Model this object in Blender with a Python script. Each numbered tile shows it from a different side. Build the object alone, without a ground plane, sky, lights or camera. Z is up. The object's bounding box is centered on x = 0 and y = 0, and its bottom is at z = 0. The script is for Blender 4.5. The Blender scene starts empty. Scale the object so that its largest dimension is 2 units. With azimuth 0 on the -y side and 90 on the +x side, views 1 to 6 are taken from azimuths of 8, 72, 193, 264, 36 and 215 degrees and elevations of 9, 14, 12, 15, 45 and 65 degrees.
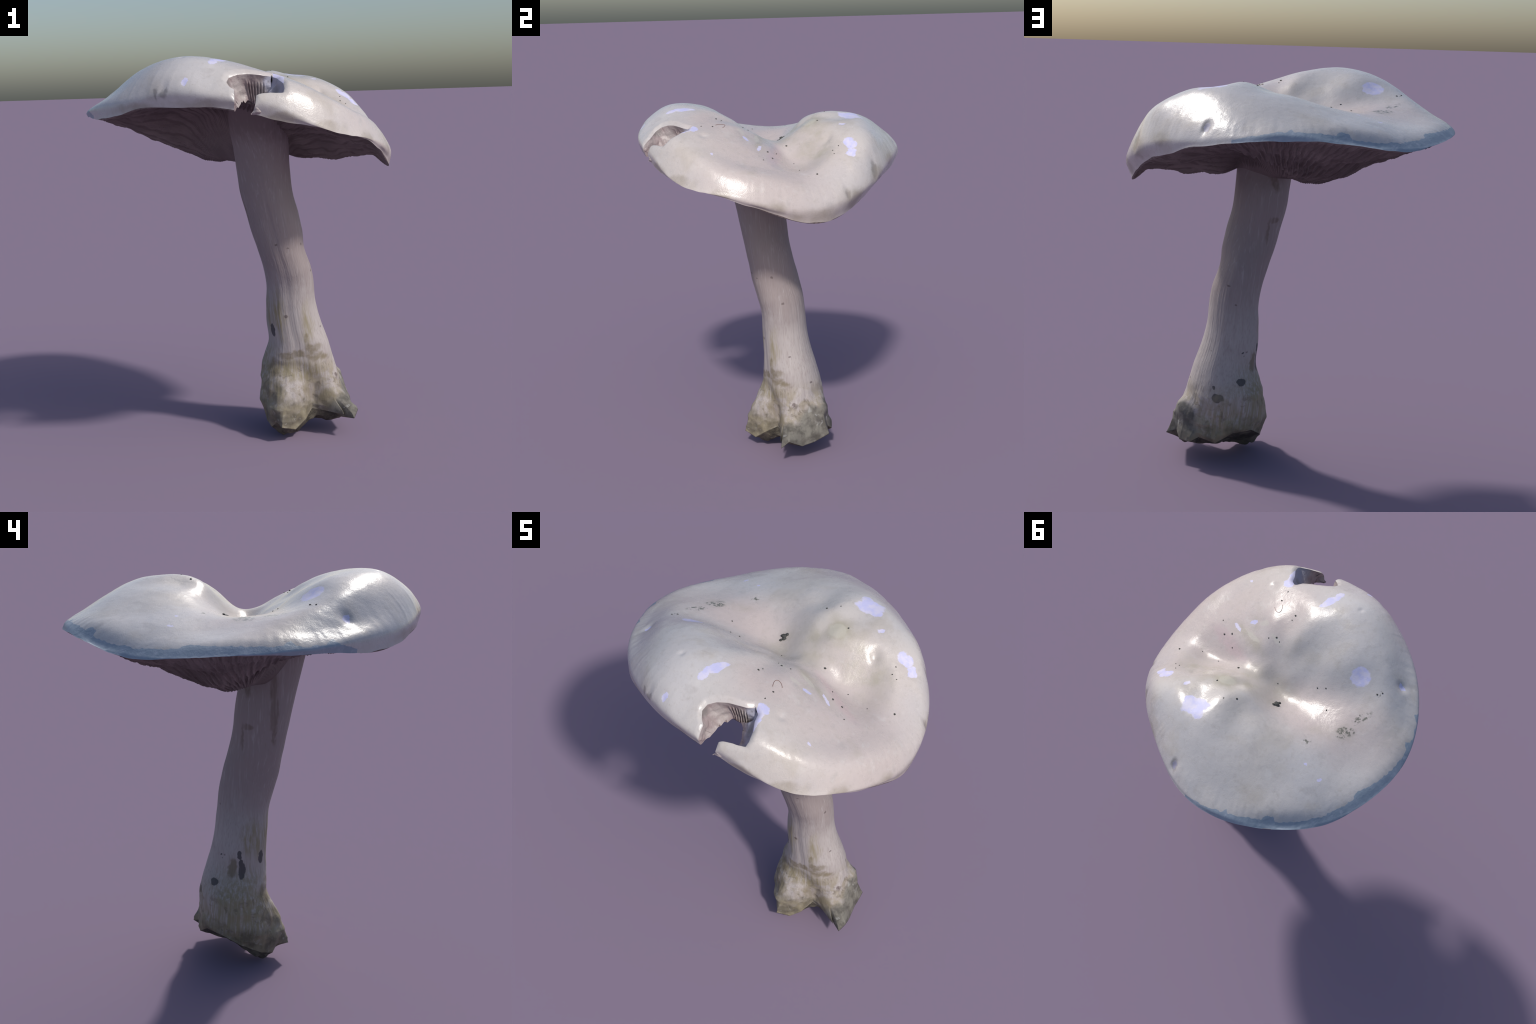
"""A pale agaric mushroom with a wavy funnel-shaped cap (one bite torn out of the
rim), brown-pink gills, a leaning fibrous stem and a dirty, torn, bulbous foot.
All lengths in metres, z up."""
import bpy, math
import numpy as np
from mathutils import Vector

PI = math.pi
RNG = np.random.default_rng(11)

# ------------------------------------------------------------------ noise
def _hash(ix, iy, iz, seed):
    h = (ix.astype(np.int64) * 374761393 + iy.astype(np.int64) * 668265263
         + iz.astype(np.int64) * 2147483647 + seed * 974711) & 0xFFFFFFFF
    h = ((h ^ (h >> 13)) * 1274126177) & 0xFFFFFFFF
    return ((h ^ (h >> 16)) & 0xFFFF) / 32767.5 - 1.0

def noise3(P, scale, seed=0):
    """smooth value noise in -1..1 at points P (..., 3)"""
    Q = np.asarray(P) * scale
    I = np.floor(Q).astype(np.int64)
    F = Q - I
    F = F * F * F * (F * (F * 6 - 15) + 10)
    out = 0.0
    for dx in (0, 1):
        wx = F[..., 0] if dx else 1 - F[..., 0]
        for dy in (0, 1):
            wy = F[..., 1] if dy else 1 - F[..., 1]
            for dz in (0, 1):
                wz = F[..., 2] if dz else 1 - F[..., 2]
                out = out + wx * wy * wz * _hash(I[..., 0] + dx, I[..., 1] + dy, I[..., 2] + dz, seed)
    return out

def fbm(P, scale, seed=0, octaves=3):
    return sum(noise3(P, scale * 2.03 ** k, seed + 17 * k) * 0.5 ** k for k in range(octaves))

def smoothstep(a, b, x):
    t = np.clip((x - a) / (b - a), 0, 1)
    return t * t * (3 - 2 * t)

# ------------------------------------------------------------------ cap data
# The cap is lofted through 20 radial cross-sections that start at the funnel.
# azimuth, outer radius, heights at the fractions TOP_AT of it, height of the outermost
# line, radius factor and height of the lower lip, gill heights at 88/62/38 %,
# height at which the gills meet the stem
FUNNEL = (0.03, -0.03, 1.742)
TOP_AT = (0.12, 0.25, 0.4, 0.57, 0.76, 0.92)
GILL_AT = (0.88, 0.62, 0.38)
SPOKES = [
    (  0, 0.761, (1.797, 1.777, 1.709, 1.669, 1.661, 1.599), 1.517, 0.988, 1.425, (1.489, 1.473, 1.489), 1.500),
    ( 18, 0.744, (1.788, 1.796, 1.776, 1.738, 1.733, 1.655), 1.557, 0.957, 1.470, (1.505, 1.525, 1.507), 1.497),
    ( 36, 0.718, (1.796, 1.844, 1.873, 1.873, 1.852, 1.786), 1.629, 0.953, 1.558, (1.541, 1.560, 1.557), 1.494),
    ( 54, 0.704, (1.802, 1.861, 1.911, 1.906, 1.901, 1.800), 1.687, 0.980, 1.620, (1.607, 1.604, 1.598), 1.491),
    ( 72, 0.732, (1.803, 1.894, 1.935, 1.933, 1.896, 1.795), 1.715, 1.010, 1.670, (1.670, 1.626, 1.605), 1.485),
    ( 90, 0.782, (1.794, 1.889, 1.904, 1.906, 1.869, 1.793), 1.739, 1.025, 1.712, (1.705, 1.620, 1.600), 1.477),
    (108, 0.813, (1.779, 1.854, 1.887, 1.880, 1.840, 1.787), 1.753, 1.023, 1.728, (1.692, 1.590, 1.532), 1.469),
    (126, 0.816, (1.757, 1.812, 1.852, 1.849, 1.811, 1.773), 1.716, 1.024, 1.711, (1.662, 1.590, 1.515), 1.462),
    (144, 0.824, (1.748, 1.785, 1.821, 1.821, 1.792, 1.742), 1.696, 1.019, 1.680, (1.652, 1.586, 1.492), 1.460),
    (162, 0.830, (1.748, 1.777, 1.805, 1.809, 1.777, 1.751), 1.709, 0.999, 1.710, (1.665, 1.585, 1.505), 1.463),
    (180, 0.829, (1.755, 1.783, 1.811, 1.827, 1.813, 1.777), 1.732, 0.996, 1.721, (1.692, 1.613, 1.550), 1.490),
    (198, 0.802, (1.774, 1.802, 1.836, 1.860, 1.868, 1.798), 1.757, 0.996, 1.726, (1.715, 1.670, 1.642), 1.526),
    (216, 0.777, (1.802, 1.828, 1.898, 1.946, 1.930, 1.834), 1.783, 1.006, 1.714, (1.715, 1.747, 1.698), 1.562),
    (234, 0.760, (1.817, 1.857, 1.924, 1.981, 1.978, 1.898), 1.815, 1.005, 1.752, (1.766, 1.788, 1.722), 1.594),
    (252, 0.755, (1.818, 1.874, 1.945, 1.992, 1.991, 1.924), 1.840, 0.988, 1.768, (1.785, 1.800, 1.735), 1.622),
    (270, 0.756, (1.818, 1.889, 1.947, 1.974, 1.948, 1.870), 1.815, 0.985, 1.753, (1.765, 1.780, 1.745), 1.640),
    (288, 0.775, (1.815, 1.875, 1.910, 1.928, 1.912, 1.864), 1.768, 0.985, 1.702, (1.715, 1.735, 1.710), 1.640),
    (306, 0.816, (1.810, 1.862, 1.892, 1.877, 1.850, 1.795), 1.654, 0.998, 1.646, (1.665, 1.695, 1.675), 1.621),
    (324, 0.811, (1.806, 1.832, 1.826, 1.807, 1.755, 1.712), 1.604, 1.000, 1.587, (1.605, 1.625, 1.600), 1.585),
    (342, 0.781, (1.803, 1.791, 1.778, 1.738, 1.699, 1.655), 1.545, 0.984, 1.491, (1.535, 1.550, 1.535), 1.536),
]
STEM_TOP = (0.136, -0.155, 0.115)      # where the gills run into the stem: x, y, radius

# The torn bite seen from above: its two sides from the inner end to the rim,
# first on the skin, then on the gills below (where the hole is narrower)
BITE_LEFT = [(.237, -.540), (.212, -.572), (.172, -.597), (.135, -.615), (.088, -.645), (.058, -.673), (.051, -.702), (.068, -.726), (.092, -.744), (.098, -.783), (.100, -.84)]
BITE_RIGHT = [(.237, -.540), (.262, -.555), (.273, -.592), (.297, -.636), (.307, -.677), (.304, -.698), (.272, -.717), (.236, -.732), (.208, -.745), (.193, -.755), (.186, -.84)]
HOLE_LEFT = [(.160, -.560), (.135, -.575), (.115, -.620), (.112, -.680), (.104, -.735), (.098, -.783), (.100, -.84)]
HOLE_RIGHT = [(.160, -.560), (.190, -.575), (.218, -.620), (.236, -.672), (.228, -.705), (.212, -.735), (.193, -.755), (.186, -.84)]

# dents (x, y, radius, depth) pressed into the skin; negative depth = blister
DENTS = [(0.417, 0.176, 0.035, 0.014), (0.353, -0.510, 0.030, 0.007), (0.190, 0.667, 0.034, 0.013),
         (-0.579, -0.357, 0.035, 0.014), (-0.377, -0.256, 0.055, 0.004), (0.617, 0.372, 0.040, 0.018),
         (0.748, 0.165, 0.030, 0.012), (0.540, 0.258, 0.050, 0.006), (0.593, 0.245, 0.035, 0.006),
         (0.650, 0.228, 0.040, -0.006), (0.205, 0.150, 0.060, -0.003), (0.375, 0.286, 0.030, 0.004),
         (-0.183, -0.558, 0.020, 0.005), (0.245, 0.38, 0.075, 0.003), (0.525, -0.62, 0.025, 0.004), (-0.24, -0.735, 0.03, 0.008), (-0.14, -0.742, 0.02, 0.003)]

# ------------------------------------------------------------------ loft tools
NSP = len(SPOKES)
_A = np.zeros((NSP, NSP)); _D = np.zeros((NSP, NSP))
for _i in range(NSP):
    _A[_i, _i] = 4; _A[_i, (_i + 1) % NSP] = 1; _A[_i, (_i - 1) % NSP] = 1
    _D[_i, (_i + 1) % NSP] = 3; _D[_i, (_i - 1) % NSP] = -3
_SLOPE = np.linalg.solve(_A, _D)

def around(values, theta):
    """periodic cubic spline through one value per spoke, at angles theta"""
    v = np.asarray(values, float); m = _SLOPE @ v
    t = (np.asarray(theta) / (2 * PI) * NSP) % NSP
    a = np.floor(t).astype(int) % NSP; b = (a + 1) % NSP; x = t - np.floor(t)
    return ((2 * x**3 - 3 * x**2 + 1) * v[a] + (x**3 - 2 * x**2 + x) * m[a]
            + (3 * x**2 - 2 * x**3) * v[b] + (x**3 - x**2) * m[b])

def along(knots, t, mirror=False):
    """Catmull-Rom through a list of arrays at scalar parameter t"""
    n = len(knots)
    i = min(int(t), n - 2); f = t - i
    b, c = knots[i], knots[i + 1]
    a = knots[i - 1] if i > 0 else (c if mirror else 2 * b - c)
    d = knots[i + 2] if i + 2 < n else 2 * c - b
    return 0.5 * (2 * b + (c - a) * f + (2 * a - 5 * b + 4 * c - d) * f * f + (3 * b - a - 3 * c + d) * f**3)

def polar(points):
    P = np.array(points); dx, dy = P[:, 0] - FUNNEL[0], P[:, 1] - FUNNEL[1]
    r = np.maximum.accumulate(np.hypot(dx, dy) + np.arange(len(P)) * 1e-4)
    return r, np.arctan2(dy, dx)

class Bite:
    def __init__(self, left, right):
        self.L, self.R = polar(left), polar(right)
        self.apex = self.L[0][0]; self.seam = self.L[1][0]
    def angles(self, rho):
        return np.interp(rho, *self.L), np.interp(rho, *self.R)
BITE = Bite(BITE_LEFT, BITE_RIGHT)
HOLE = Bite(HOLE_LEFT, HOLE_RIGHT)

NCOL = 1440
def column_angles(rho, bite):
    """azimuths of one ring: a full circle, opened at the bite"""
    a = np.linspace(0, 1, NCOL + 1)
    th = BITE.seam + 2 * PI * a
    if rho > bite.apex:
        L, R = bite.angles(rho)
        w = lambda q: np.clip(1 - q / 0.16, 0, 1) ** 2
        th = th + (R - BITE.seam) * w(a) + (L - BITE.seam) * w(1 - a)
    return th

def cap_columns(theta):
    """profile knots (rho, z) for all azimuths theta"""
    g = lambda f: around([f(s) for s in SPOKES], theta)
    R = g(lambda s: s[1])
    rho = [0 * R] + [k * R for k in TOP_AT] + [R, R * g(lambda s: s[4])]
    z = [0 * R + FUNNEL[2]] + [g(lambda s, k=k: s[2][k]) for k in range(len(TOP_AT))] + [g(lambda s: s[3]), g(lambda s: s[5])]
    # under side
    ur = [rho[-2], rho[-1]] + [k * R for k in GILL_AT]
    uz = [z[-2], z[-1]] + [g(lambda s, k=k: s[6][k]) for k in range(3)]
    return rho, z, ur, uz, g(lambda s: s[7])

def mesh_object(name, verts, faces, material, parent, smooth=True):
    me = bpy.data.meshes.new(name)
    V = np.asarray(verts, np.float32)
    me.vertices.add(len(V)); me.vertices.foreach_set("co", V.ravel())
    F = np.asarray(faces, np.int32)
    nf, k = F.shape
    me.loops.add(nf * k); me.loops.foreach_set("vertex_index", F.ravel())
    me.polygons.add(nf)
    me.polygons.foreach_set("loop_start", np.arange(nf, dtype=np.int32) * k)
    me.update(calc_edges=True)
    me.validate()
    me.polygons.foreach_set("use_smooth", np.full(len(me.polygons), smooth))
    me.materials.append(material)
    ob = bpy.data.objects.new(name, me)
    bpy.context.scene.collection.objects.link(ob)
    ob.parent = parent
    return ob

def vertex_normals(V, F):
    V = np.asarray(V); F = np.asarray(F)
    n = np.cross(V[F[:, 2]] - V[F[:, 0]], V[F[:, 3]] - V[F[:, 1]])
    N = np.zeros_like(V)
    for k in range(4):
        np.add.at(N, F[:, k], n)
    return N / np.maximum(np.linalg.norm(N, axis=1, keepdims=True), 1e-12)

def part_of(name, V, F, N, mask, material, parent):
    """the faces chosen by mask as an object that keeps the whole surface's normals"""
    f = F[mask]; used, inv = np.unique(f.ravel(), return_inverse=True)
    ob = mesh_object(name, V[used], inv.reshape(f.shape), material, parent)
    ob.data.normals_split_custom_set_from_vertices([tuple(x) for x in N[used]])
    return ob

def grid_faces(nrow, ncol, wrap_rows, flip=False):
    """quads of an nrow x (ncol+1) grid; in rows <= wrap_rows the last column is the first"""
    i, j = np.meshgrid(np.arange(nrow - 1), np.arange(ncol), indexing="ij")
    def idx(r, c):
        return r * (ncol + 1) + np.where((c == ncol) & wrap_rows[r], 0, c)
    a, b, c, d = idx(i, j), idx(i, j + 1), idx(i + 1, j + 1), idx(i + 1, j)
    q = np.stack([a, b, c, d], -1) if flip else np.stack([a, d, c, b], -1)
    return q.reshape(-1, 4)

# ------------------------------------------------------------------ material tools
class Nodes:
    """tiny helper to write node trees as expressions"""
    def __init__(self, name):
        self.mat = bpy.data.materials.new(name)
        self.mat.use_nodes = True
        self.t = self.mat.node_tree
        self.t.nodes.clear()
        self.out = self.t.nodes.new("ShaderNodeOutputMaterial")
        self.bsdf = self.t.nodes.new("ShaderNodeBsdfPrincipled")
        self.t.links.new(self.bsdf.outputs[0], self.out.inputs[0])
        self.pos = self.t.nodes.new("ShaderNodeTexCoord").outputs["Object"]
    def put(self, sock, v):
        if isinstance(v, bpy.types.NodeSocket):
            self.t.links.new(v, sock)
        elif isinstance(v, (tuple, list)) and len(v) == 3 and sock.type == "RGBA":
            sock.default_value = (*v, 1)
        else:
            sock.default_value = v
    def math(self, op, a, b=0.0, clamp=False):
        n = self.t.nodes.new("ShaderNodeMath"); n.operation = op; n.use_clamp = clamp
        self.put(n.inputs[0], a); self.put(n.inputs[1], b)
        return n.outputs[0]
    def vec(self, op, a, b=(0, 0, 0)):
        n = self.t.nodes.new("ShaderNodeVectorMath"); n.operation = op
        self.put(n.inputs[0], a); self.put(n.inputs[1], b)
        return n.outputs["Value"] if op in ("LENGTH", "DISTANCE", "DOT_PRODUCT") else n.outputs[0]
    def map(self, loc=(0, 0, 0), rot=(0, 0, 0), scale=(1, 1, 1), kind="TEXTURE", src=None):
        n = self.t.nodes.new("ShaderNodeMapping"); n.vector_type = kind
        self.put(n.inputs["Vector"], src or self.pos)
        n.inputs["Location"].default_value = loc; n.inputs["Rotation"].default_value = rot
        n.inputs["Scale"].default_value = scale
        return n.outputs[0]
    def noise(self, scale, detail=3.0, rough=0.55, src=None, distort=0.0, color=False):
        n = self.t.nodes.new("ShaderNodeTexNoise")
        self.put(n.inputs["Vector"], src or self.pos)
        n.inputs["Scale"].default_value = scale; n.inputs["Detail"].default_value = detail
        n.inputs["Roughness"].default_value = rough; n.inputs["Distortion"].default_value = distort
        return n.outputs["Color" if color else "Fac"]
    def voronoi(self, scale, src=None, feature="F1"):
        n = self.t.nodes.new("ShaderNodeTexVoronoi"); n.feature = feature
        self.put(n.inputs["Vector"], src or self.pos); n.inputs["Scale"].default_value = scale
        return n.outputs["Distance"]
    def step(self, x, lo, hi, out_lo=0.0, out_hi=1.0):
        n = self.t.nodes.new("ShaderNodeMapRange"); n.interpolation_type = "SMOOTHSTEP"
        self.put(n.inputs[0], x)
        if lo > hi:
            lo, hi, out_lo, out_hi = hi, lo, out_hi, out_lo
        for k, v in zip((1, 2, 3, 4), (lo, hi, out_lo, out_hi)):
            n.inputs[k].default_value = v
        return n.outputs[0]
    def mix(self, fac, a, b, blend="MIX"):
        n = self.t.nodes.new("ShaderNodeMix"); n.data_type = "RGBA"; n.blend_type = blend
        self.put(n.inputs[0], fac); self.put(n.inputs[6], a); self.put(n.inputs[7], b)
        return n.outputs[2]
    def xyz(self):
        n = self.t.nodes.new("ShaderNodeSeparateXYZ"); self.put(n.inputs[0], self.pos)
        return n.outputs
    def wobble(self, scale, amount, detail=2.0):
        """object position shaken by noise, for ragged patch borders"""
        c = self.vec("SUBTRACT", self.noise(scale, detail, color=True), (0.5, 0.5, 0.5))
        return self.vec("ADD", self.pos, self.vec("MULTIPLY", c, (amount,) * 3))
    def blobs(self, spots, src, soft=0.15):
        """mask = 1 inside any ellipsoid (x, y, z, rx, ry, rz, turn about z in degrees)"""
        best = None
        for s in spots:
            x, y, z, rx, ry, rz = s[:6]; turn = s[6] if len(s) > 6 else 0
            d = self.vec("LENGTH", self.map((x, y, z), (0, 0, math.radians(turn)), (rx, ry, rz), src=src))
            best = d if best is None else self.math("MINIMUM", best, d)
        return self.step(best, 1 - soft, 1 + soft, 1, 0)
    def bump(self, height, strength, distance):
        n = self.t.nodes.new("ShaderNodeBump")
        self.put(n.inputs["Height"], height)
        n.inputs["Strength"].default_value = strength; n.inputs["Distance"].default_value = distance
        self.t.links.new(n.outputs[0], self.bsdf.inputs["Normal"])
    def finish(self, color, rough, spec=0.5):
        self.put(self.bsdf.inputs["Base Color"], color)
        self.put(self.bsdf.inputs["Roughness"], rough)
        self.put(self.bsdf.inputs["Specular IOR Level"], spec)
        return self.mat

# ------------------------------------------------------------------ materials
CREAM = (0.560, 0.522, 0.495)
PINK = (0.540, 0.462, 0.446)
OLIVE = (0.380, 0.350, 0.275)
LILAC = (0.560, 0.560, 0.830)
STEEL = (0.325, 0.378, 0.455)

def skin_material():
    m = Nodes("cap_skin")
    big = m.noise(3.2, 4, 0.55)
    mid = m.noise(9.0, 4, 0.6)
    col = m.mix(m.step(big, 0.42, 0.66, 0, 0.7), CREAM, (0.528, 0.512, 0.517))
    soft = m.wobble(6.0, 0.13)
    shaken = m.wobble(15.0, 0.060, 3)
    ragged = m.wobble(30, 0.040, 3)
    cool = m.blobs([(-0.30, -0.52, 1.93, 0.42, 0.34, 0.6, -30), (0.22, 0.58, 1.85, 0.42, 0.24, 0.6, -10), (-0.55, 0.3, 1.78, 0.3, 0.4, 0.6)], soft, 0.6)
    col = m.mix(m.math("MULTIPLY", cool, 0.5), col, (0.545, 0.533, 0.556))
    # warm flush in the valley towards the drooping side and round the funnel
    flush = m.blobs([(0.50, -0.20, 1.75, 0.40, 0.36, 0.6, -15), (-0.32, 0.02, 1.83, 0.36, 0.17, 0.4, 5),
                     (0.20, -0.38, 1.9, 0.16, 0.2, 0.5)], soft, 0.75)
    col = m.mix(m.math("MULTIPLY", flush, 0.85), col, PINK)
    crease = m.blobs([(0.40, -0.125, 1.775, 0.16, 0.030, 0.2, -22)], ragged, 0.6)
    col = m.mix(m.math("MULTIPLY", crease, 0.55), col, (0.57, 0.43, 0.45))
    olive = m.blobs([(0.03, 0.05, 1.80, 0.13, 0.09, 0.3, 35), (0.14, 0.08, 1.83, 0.15, 0.11, 0.3, 20),
                     (0.30, -0.17, 1.82, 0.14, 0.035, 0.3, -22), (0.22, 0.16, 1.88, 0.09, 0.07, 0.2),
                     (0.42, 0.10, 1.79, 0.15, 0.09, 0.3)], soft, 0.7)
    col = m.mix(m.math("MULTIPLY", olive, m.step(mid, 0.35, 0.7, 0.2, 0.75)), col, OLIVE)
    # yellowish smudges and faint grey bruises all over
    col = m.mix(m.step(m.noise(5.5, 5, 0.6), 0.50, 0.72, 0, 0.45), col, (0.425, 0.380, 0.325))
    col = m.mix(m.step(m.noise(13.0, 4, 0.65), 0.56, 0.72, 0, 0.35), col, (0.40, 0.375, 0.365))
    col = m.mix(m.step(mid, 0.60, 0.80, 0, 0.35), col, (0.68, 0.665, 0.65))
    # fine freckling and faint fibres
    col = m.mix(m.step(m.noise(34.0, 5, 0.7), 0.52, 0.70, 0, 0.26), col, (0.385, 0.345, 0.315))
    col = m.mix(m.step(m.noise(95.0, 3, 0.6), 0.58, 0.74, 0, 0.22), col, (0.36, 0.325, 0.30))
    col = m.mix(m.step(m.noise(21.0, 4, 0.65, distort=0.8), 0.56, 0.72, 0, 0.30), col, (0.60, 0.575, 0.56))
    # pale shiny blisters beside the funnel
    blister = m.blobs([(0.207, 0.148, 1.888, 0.046, 0.036, 0.06, 20), (0.27, -0.185, 1.825, 0.055, 0.012, 0.06, -20),
                       (0.14, -0.215, 1.86, 0.045, 0.010, 0.05, -18), (0.25, -0.27, 1.855, 0.03, 0.02, 0.05)],
                      ragged, 0.2)
    ring = m.blobs([(0.205, 0.150, 1.888, 0.056, 0.046, 0.07, 20)], ragged, 0.25)
    col = m.mix(m.math("MULTIPLY", ring, 0.35), col, (0.40, 0.37, 0.27))
    col = m.mix(m.math("MULTIPLY", blister, 0.4), col, (0.60, 0.58, 0.51))
    # abraded lilac patches where the skin has peeled
    peeled = m.blobs([(-0.379, -0.250, 1.908, 0.050, 0.050, 0.07), (0.248, 0.380, 1.914, 0.078, 0.050, 0.07, 35),
                      (0.222, 0.395, 1.914, 0.035, 0.055, 0.07, 35), (0.285, 0.365, 1.905, 0.04, 0.03, 0.06, 20),
                      (-0.010, -0.525, 1.982, 0.065, 0.024, 0.07, 62), (-0.030, -0.590, 1.975, 0.022, 0.03, 0.06),
                      (-0.139, -0.742, 1.882, 0.020, 0.020, 0.03), (0.540, 0.258, 1.810, 0.042, 0.030, 0.05, 20),
                      (0.593, 0.247, 1.768, 0.026, 0.030, 0.04), (0.375, 0.286, 1.858, 0.026, 0.018, 0.04, 30),
                      (-0.579, -0.357, 1.839, 0.020, 0.018, 0.04), (-0.496, 0.325, 1.790, 0.015, 0.010, 0.03, 60),
                      (-0.393, 0.301, 1.812, 0.009, 0.008, 0.03), (0.321, -0.262, 1.834, 0.024, 0.012, 0.04, 20),
                      (0.506, -0.506, 1.788, 0.008, 0.008, 0.02), (0.400, -0.21, 1.80, 0.04, 0.010, 0.04, -25),
                      (0.276, -0.545, 1.888, 0.032, 0.028, 0.07), (0.288, -0.620, 1.878, 0.022, 0.055, 0.07, 5),
                      (0.19, 0.667, 1.760, 0.012, 0.022, 0.03), (0.475, 0.41, 1.80, 0.014, 0.01, 0.03)],
                     ragged, 0.10)
    tone = m.mix(m.step(m.noise(26, 3), 0.40, 0.62), LILAC, (0.66, 0.635, 0.80))
    col = m.mix(m.math("MULTIPLY", peeled, 0.92), col, tone)
    # soil: the scuffed streaks, dark grains and pits
    grit = m.blobs([(-0.500, -0.080, 1.838, 0.055, 0.020, 0.05, 55), (-0.465, 0.030, 1.822, 0.050, 0.032, 0.05, 40),
                    (-0.33, 0.19, 1.822, 0.03, 0.015, 0.04, 30), (-0.513, -0.23, 1.88, 0.012, 0.02, 0.03)],
                   shaken, 0.25)
    grit = m.math("MULTIPLY", grit, m.step(m.noise(55, 3, 0.6), 0.46, 0.60))
    col = m.mix(m.math("MULTIPLY", grit, 0.85), col, (0.13, 0.135, 0.11))
    pits = m.blobs([(0.192, 0.667, 1.760, 0.018, 0.032, 0.05, 15), (0.617, 0.372, 1.662, 0.025, 0.025, 0.05),
                    (0.748, 0.165, 1.552, 0.02, 0.018, 0.03), (-0.24, -0.742, 1.835, 0.022, 0.012, 0.03),
                    (-0.28, -0.725, 1.83, 0.012, 0.010, 0.03)], ragged, 0.5)
    col = m.mix(m.math("MULTIPLY", pits, 0.6), col, (0.19, 0.17, 0.165))
    # brown occlusion shading painted on along the drooping lip
    lip = m.blobs([(0.79, -0.04, 1.445, 0.06, 0.17, 0.05), (0.755, -0.27, 1.515, 0.06, 0.14, 0.04, 25), (0.64, -0.48, 1.595, 0.06, 0.14, 0.035, 48), (0.46, -0.66, 1.655, 0.06, 0.15, 0.03, 62),
                   (0.29, -0.76, 1.70, 0.06, 0.12, 0.028, 75), (0.73, 0.20, 1.53, 0.07, 0.13, 0.06, -25), (0.62, 0.40, 1.63, 0.07, 0.12, 0.05, -50), (0.46, 0.54, 1.69, 0.07, 0.12, 0.03, -55),
                   (-0.1, -0.79, 1.77, 0.20, 0.05, 0.03), (-0.38, -0.68, 1.755, 0.2, 0.05, 0.03, -28)], shaken, 0.45)
    col = m.mix(m.math("MULTIPLY", lip, m.step(mid, 0.3, 0.7, 0.25, 0.60)), col, (0.27, 0.23, 0.175))
    # fine fibres and leathery grain
    pol = m.noise(70, 4, 0.65)
    m.bump(m.math("ADD", m.math("MULTIPLY", pol, 0.7), m.math("MULTIPLY", m.noise(190, 3, 0.6), 0.45)), 0.12, 0.010)
    rough = m.math("ADD", m.step(mid, 0.3, 0.7, 0.23, 0.30), m.math("MULTIPLY", peeled, 0.22))
    return m.finish(col, rough, 0.5)

def steel_rim_material():
    m = Nodes("bruised_rim")
    col = m.mix(m.step(m.noise(7, 3), 0.35, 0.65), STEEL, (0.270, 0.330, 0.400))
    col = m.mix(m.step(m.noise(30, 4), 0.52, 0.72, 0, 0.6), col, (0.40, 0.44, 0.52))
    m.bump(m.noise(80, 4), 0.15, 0.01)
    return m.finish(col, 0.45, 0.4)

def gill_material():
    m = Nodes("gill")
    col = m.mix(m.step(m.noise(6, 4), 0.35, 0.68), (0.165, 0.130, 0.126), (0.225, 0.180, 0.172))  # both browns darkened toward the occlusion under the cap
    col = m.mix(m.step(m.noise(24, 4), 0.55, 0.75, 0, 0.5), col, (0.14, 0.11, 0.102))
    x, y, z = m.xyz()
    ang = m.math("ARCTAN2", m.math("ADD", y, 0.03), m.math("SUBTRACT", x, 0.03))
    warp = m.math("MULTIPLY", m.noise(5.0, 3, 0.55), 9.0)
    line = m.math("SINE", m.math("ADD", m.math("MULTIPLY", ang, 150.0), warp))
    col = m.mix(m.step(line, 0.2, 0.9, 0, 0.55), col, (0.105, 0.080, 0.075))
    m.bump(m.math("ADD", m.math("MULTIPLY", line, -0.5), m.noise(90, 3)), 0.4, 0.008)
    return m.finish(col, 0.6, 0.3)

def flesh_material():
    m = Nodes("torn_flesh")
    base = m.mix(m.step(m.noise(12, 4), 0.35, 0.65), (0.33, 0.265, 0.265), (0.43, 0.385, 0.375))
    pale = m.blobs([(0.29, -0.62, 1.85, 0.08, 0.12, 0.10), (0.24, -0.545, 1.87, 0.05, 0.03, 0.06)], m.wobble(18, 0.05), 0.3)
    col = m.mix(m.math("MULTIPLY", pale, 0.8), base, (0.44, 0.45, 0.56))
    dark = m.blobs([(0.275, -0.60, 1.79, 0.03, 0.05, 0.06), (0.06, -0.70, 1.87, 0.02, 0.03, 0.03),
                    (0.222, -0.553, 1.86, 0.015, 0.015, 0.03)], m.wobble(25, 0.03), 0.4)
    col = m.mix(m.math("MULTIPLY", dark, 0.7), col, (0.17, 0.155, 0.15))
    m.bump(m.noise(45, 4), 0.4, 0.012)
    return m.finish(col, 0.42, 0.5)

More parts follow.
